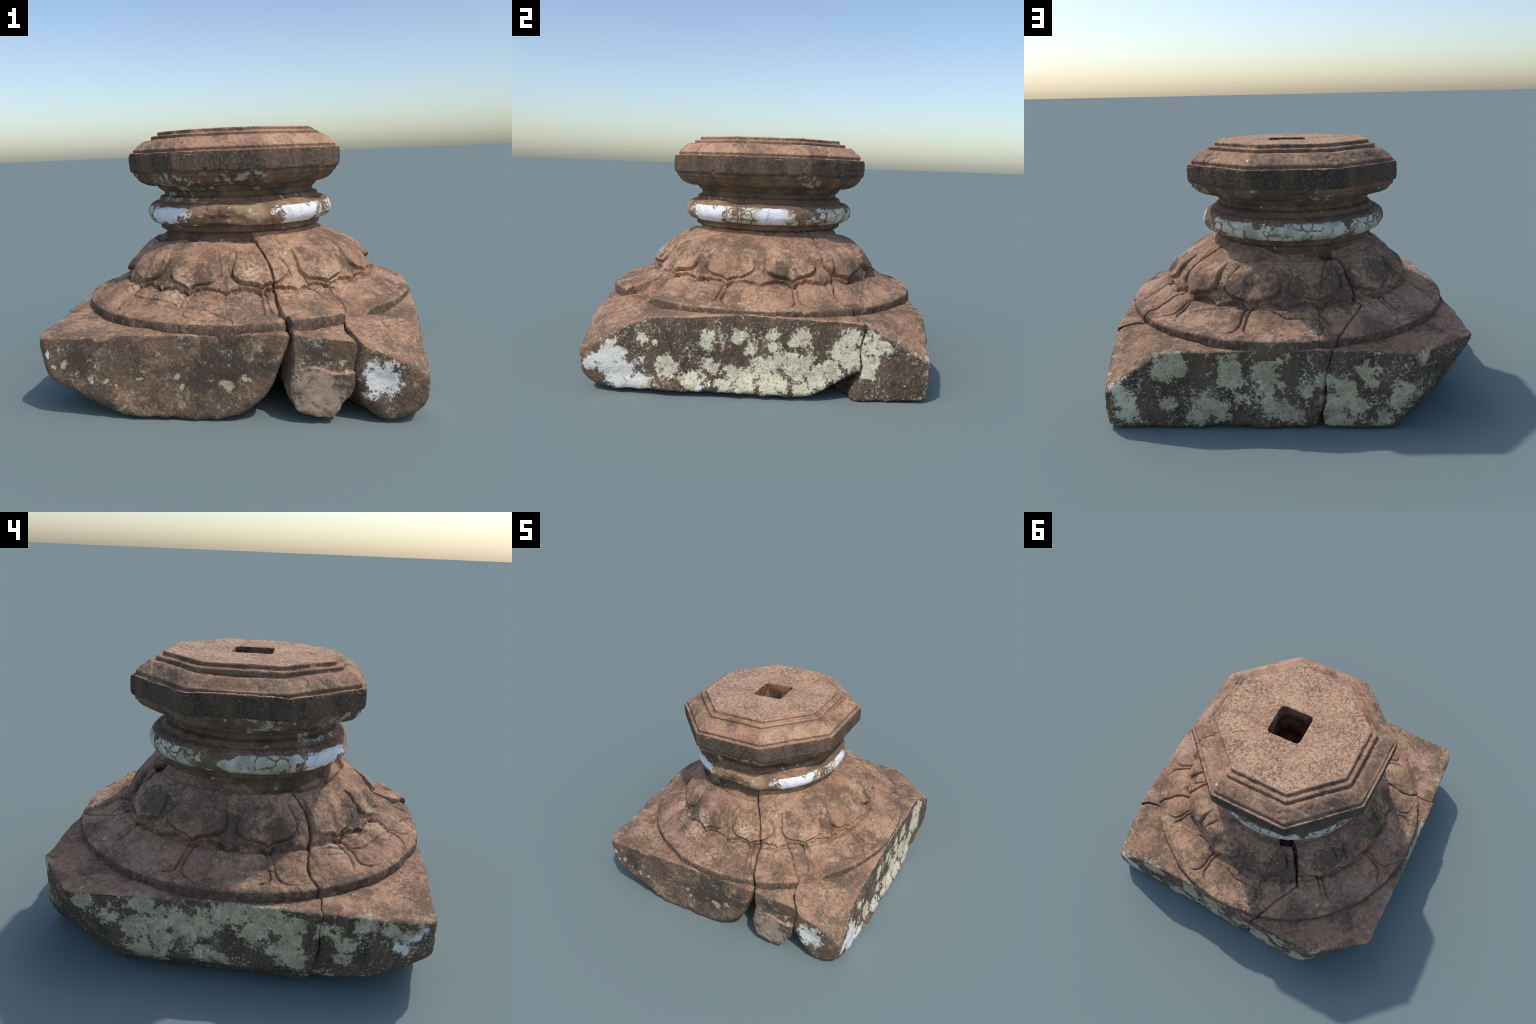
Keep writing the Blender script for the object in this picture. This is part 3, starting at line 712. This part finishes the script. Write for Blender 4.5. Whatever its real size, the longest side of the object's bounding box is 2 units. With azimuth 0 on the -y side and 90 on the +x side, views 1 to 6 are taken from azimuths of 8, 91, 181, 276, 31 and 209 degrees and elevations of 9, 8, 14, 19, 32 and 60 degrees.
def build_column(nt=1080, step=.0036):
    prof, v = resample([p[:3] for p in SLAB], step, 0)
    d = np.concatenate([[0], np.cumsum(np.linalg.norm(np.diff(np.array([p[:2] for p in SLAB]), axis=0), axis=1))])
    names = [p[3] for p in SLAB]
    part = [names[min(np.searchsorted(d, t + 1e-9), len(d) - 1)] for t in v]
    th = np.arange(nt) * 2 * np.pi / nt
    ro = octagon(th)
    # rings of the top face, from the socket's mouth out to the slab's arris
    sx, sy, sh = -.027 - CX, .015 - CY, .110
    c4 = [np.cos(th - k * np.pi / 2 - .02) for k in range(4)]
    sq = 1 / (np.log(sum(np.exp(13 * (q - 1)) for q in c4)) / 13 + 1)
    sq = sh * sq
    def ring(rad, z, cx=0., cy=0.):
        return np.stack([CX + cx + rad * np.cos(th), CY + cy + rad * np.sin(th), np.full(nt, z)], 1)
    rings, lab = [], []
    floor_z, top_z = 1.145, 1.4340
    for k in range(10): rings.append(ring(sq * .88 * max(k, .02) / 10, floor_z + .006 * (1 - k / 10), sx, sy)); lab.append("socket")
    for k in range(40):
        f = k / 40; rings.append(ring(sq * (.88 + .12 * f), floor_z + (top_z - .006 - floor_z) * f ** .9, sx, sy)); lab.append("socket")
    inner = ring(sq + .006, top_z, sx, sy); rings.append(ring(sq + .001, top_z - .003, sx, sy)); lab.append("socket")
    outer = ring(prof[0, 0] * ro - .004, top_z)
    for k in range(88):
        f = k / 87; rings.append(inner * (1 - f) + outer * f); lab.append("top")
    nflat = len(rings)
    for (a, z, o), p in zip(prof, part):
        rings.append(ring(a * (ro * o + (1 - o)), z)); lab.append(p)
    P = np.array(rings); lab = np.array(lab)
    nrg = len(P)
    # ---- displacement along the rough normal of the lathe
    rad = np.hypot(P[..., 0] - CX, P[..., 1] - CY)
    gz = np.gradient(P[..., 2], axis=0); gr = np.gradient(rad, axis=0)
    L = np.maximum(np.hypot(gz, gr), 1e-9); nr, nz = -gz / L, gr / L
    for _ in range(3):
        nr[1:-1] = (nr[:-2] + 2 * nr[1:-1] + nr[2:]) / 4; nz[1:-1] = (nz[:-2] + 2 * nz[1:-1] + nz[2:]) / 4
    deg = np.broadcast_to(wrap(np.degrees(th), 360), rad.shape)
    z = P[..., 2]
    h = .0032 * fbm(P, .2, 2, 4.4) + .0012 * fbm(P, .035, 3, 9.9) + .0007 * fbm(P, .011, 2, 2.8)
    # arrises worn at the corners and nibbled along their length
    corner = np.exp(-(wrap(deg - 22.5, 45) / 3.0) ** 2)
    edge = np.exp(-((z - 1.307) / .010) ** 2) + np.exp(-((z - 1.212) / .012) ** 2) + .7 * np.exp(-((z - 1.43) / .008) ** 2) * (rad > .40)
    onside = (np.arange(nrg) >= nflat)[:, None]
    chip = np.clip(fbm(P, .07, 3, 30.) - .3, 0, 1)
    h -= onside * edge * (.016 * chip + .003 * corner * (z < 1.35))
    h -= onside * (z > 1.30) * .009 * np.clip(fbm(P, .055, 3, 57.) - .18, 0, 1)
    h += (lab == "top")[:, None] * .0012 * fbm(P, .008, 1, 77.)
    # ring: broken away on the southern side
    ringz = np.exp(-((z - .955) / .05) ** 4) * onside
    b = sstep(17, 5, np.abs(wrap(deg + 93, 360)) + 5 * fbm(P, .08, 2, 60.))
    h -= ringz * b * (.020 + .020 * sstep(.99, .92, z) + .012 * fbm(P, .05, 3, 66.))
    bulge = np.exp(-((z - .967) / .05) ** 4) * onside
    h += bulge * .006 * fbm(P, .12, 2, 90.)
    # one worn stretch of moulding facing west, as on the original
    worn = np.exp(-(wrap(deg - 180, 360) / 24) ** 2)
    h += onside * worn * .007 * np.exp(-((z - 1.320) / .010) ** 2)
    # joint across the eastern face
    joint = sstep(2.3, .9, np.abs((deg - 33) + 1.2 * fbm(P, .05, 2, 15.)) / 0.35) * ((z > 1.25) & (rad > .40) & onside)
    h -= .006 * joint
    # crown set a touch off the axis of the neck
    P = P + np.stack([h * nr * np.cos(th), h * nr * np.sin(th), h * nz], -1)
    P[..., 0] += .006 * sstep(1.10, 1.18, P[..., 2])
    P[..., 2] -= .012 * worn * onside * sstep(1.325, 1.345, z) * sstep(1.412, 1.395, z)
    flat = (lab == "top")[:, None] & (P[..., 0] > .15)
    for sc in SCROLLS:
        P[..., 2] -= flat * .005 * sstep(.0055, .002, polyline_dist(P[..., 0], P[..., 1], sc))
    V = P.reshape(-1, 3)
    Q = ring_quads(nrg, nt)
    rl = lab[1:] ; rl = np.repeat(rl, nt)
    Q = Q.reshape(-1, 4)
    N = vertex_normals(V, Q)
    def sel(names): return np.isin(rl, names)
    slab = make_object("octagonal_slab", V, Q[sel(["band"])], MAT["band"], None, N)
    make_object("slab_face", V, Q[sel(["top"])], MAT["top"], slab, N)
    make_object("socket", V, Q[sel(["socket"])], MAT["socket"], slab, N)
    make_object("stepped_moulding", V, Q[sel(["m"])], MAT["moulding"], slab, N)
    make_object("hollow_moulding", V, Q[sel(["u"])], MAT["under"], slab, N)
    neck = make_object("neck", V, Q[sel(["neck"])], MAT["under"], None, N)
    make_object("neck_fillet", V, Q[sel(["low"])], MAT["under"], neck, N)
    # faint painted number on the northern side of the neck
    cu = bpy.data.curves.new("painted_number", "FONT"); cu.body = "0 7A 16.76"; cu.size = .0175; cu.extrude = .0006
    to = bpy.data.objects.new("painted_number", cu); bpy.context.scene.collection.objects.link(to)
    me = bpy.data.meshes.new_from_object(to.evaluated_get(bpy.context.evaluated_depsgraph_get()))
    bpy.data.objects.remove(to)
    T = np.array([q.co[:] for q in me.vertices])
    i0 = int(np.argmin(np.abs(P[nflat:, 0, 2] - 1.071))) + nflat
    rr = np.hypot(P[i0, :, 0] - CX, P[i0, :, 1] - CY)
    w = T[:, 0].max()
    ang = np.radians(91.2) + (T[:, 0] - w / 2) / .45 * (.094 / w)
    rad_ = np.interp(np.mod(ang, 2 * np.pi), th, rr) + T[:, 2] + .0012
    C = np.stack([CX + rad_ * np.cos(ang), CY + rad_ * np.sin(ang), 1.0655 + T[:, 1]], 1)
    me.vertices.foreach_set("co", C.astype(F).ravel()); me.update()
    me.materials.clear(); me.materials.append(MAT["paint"])
    num = bpy.data.objects.new("painted_number", me); num.parent = neck
    bpy.context.scene.collection.objects.link(num)
    make_object("torus_ring", V, Q[sel(["ring"])], MAT["ring"], None, N)

build_column()
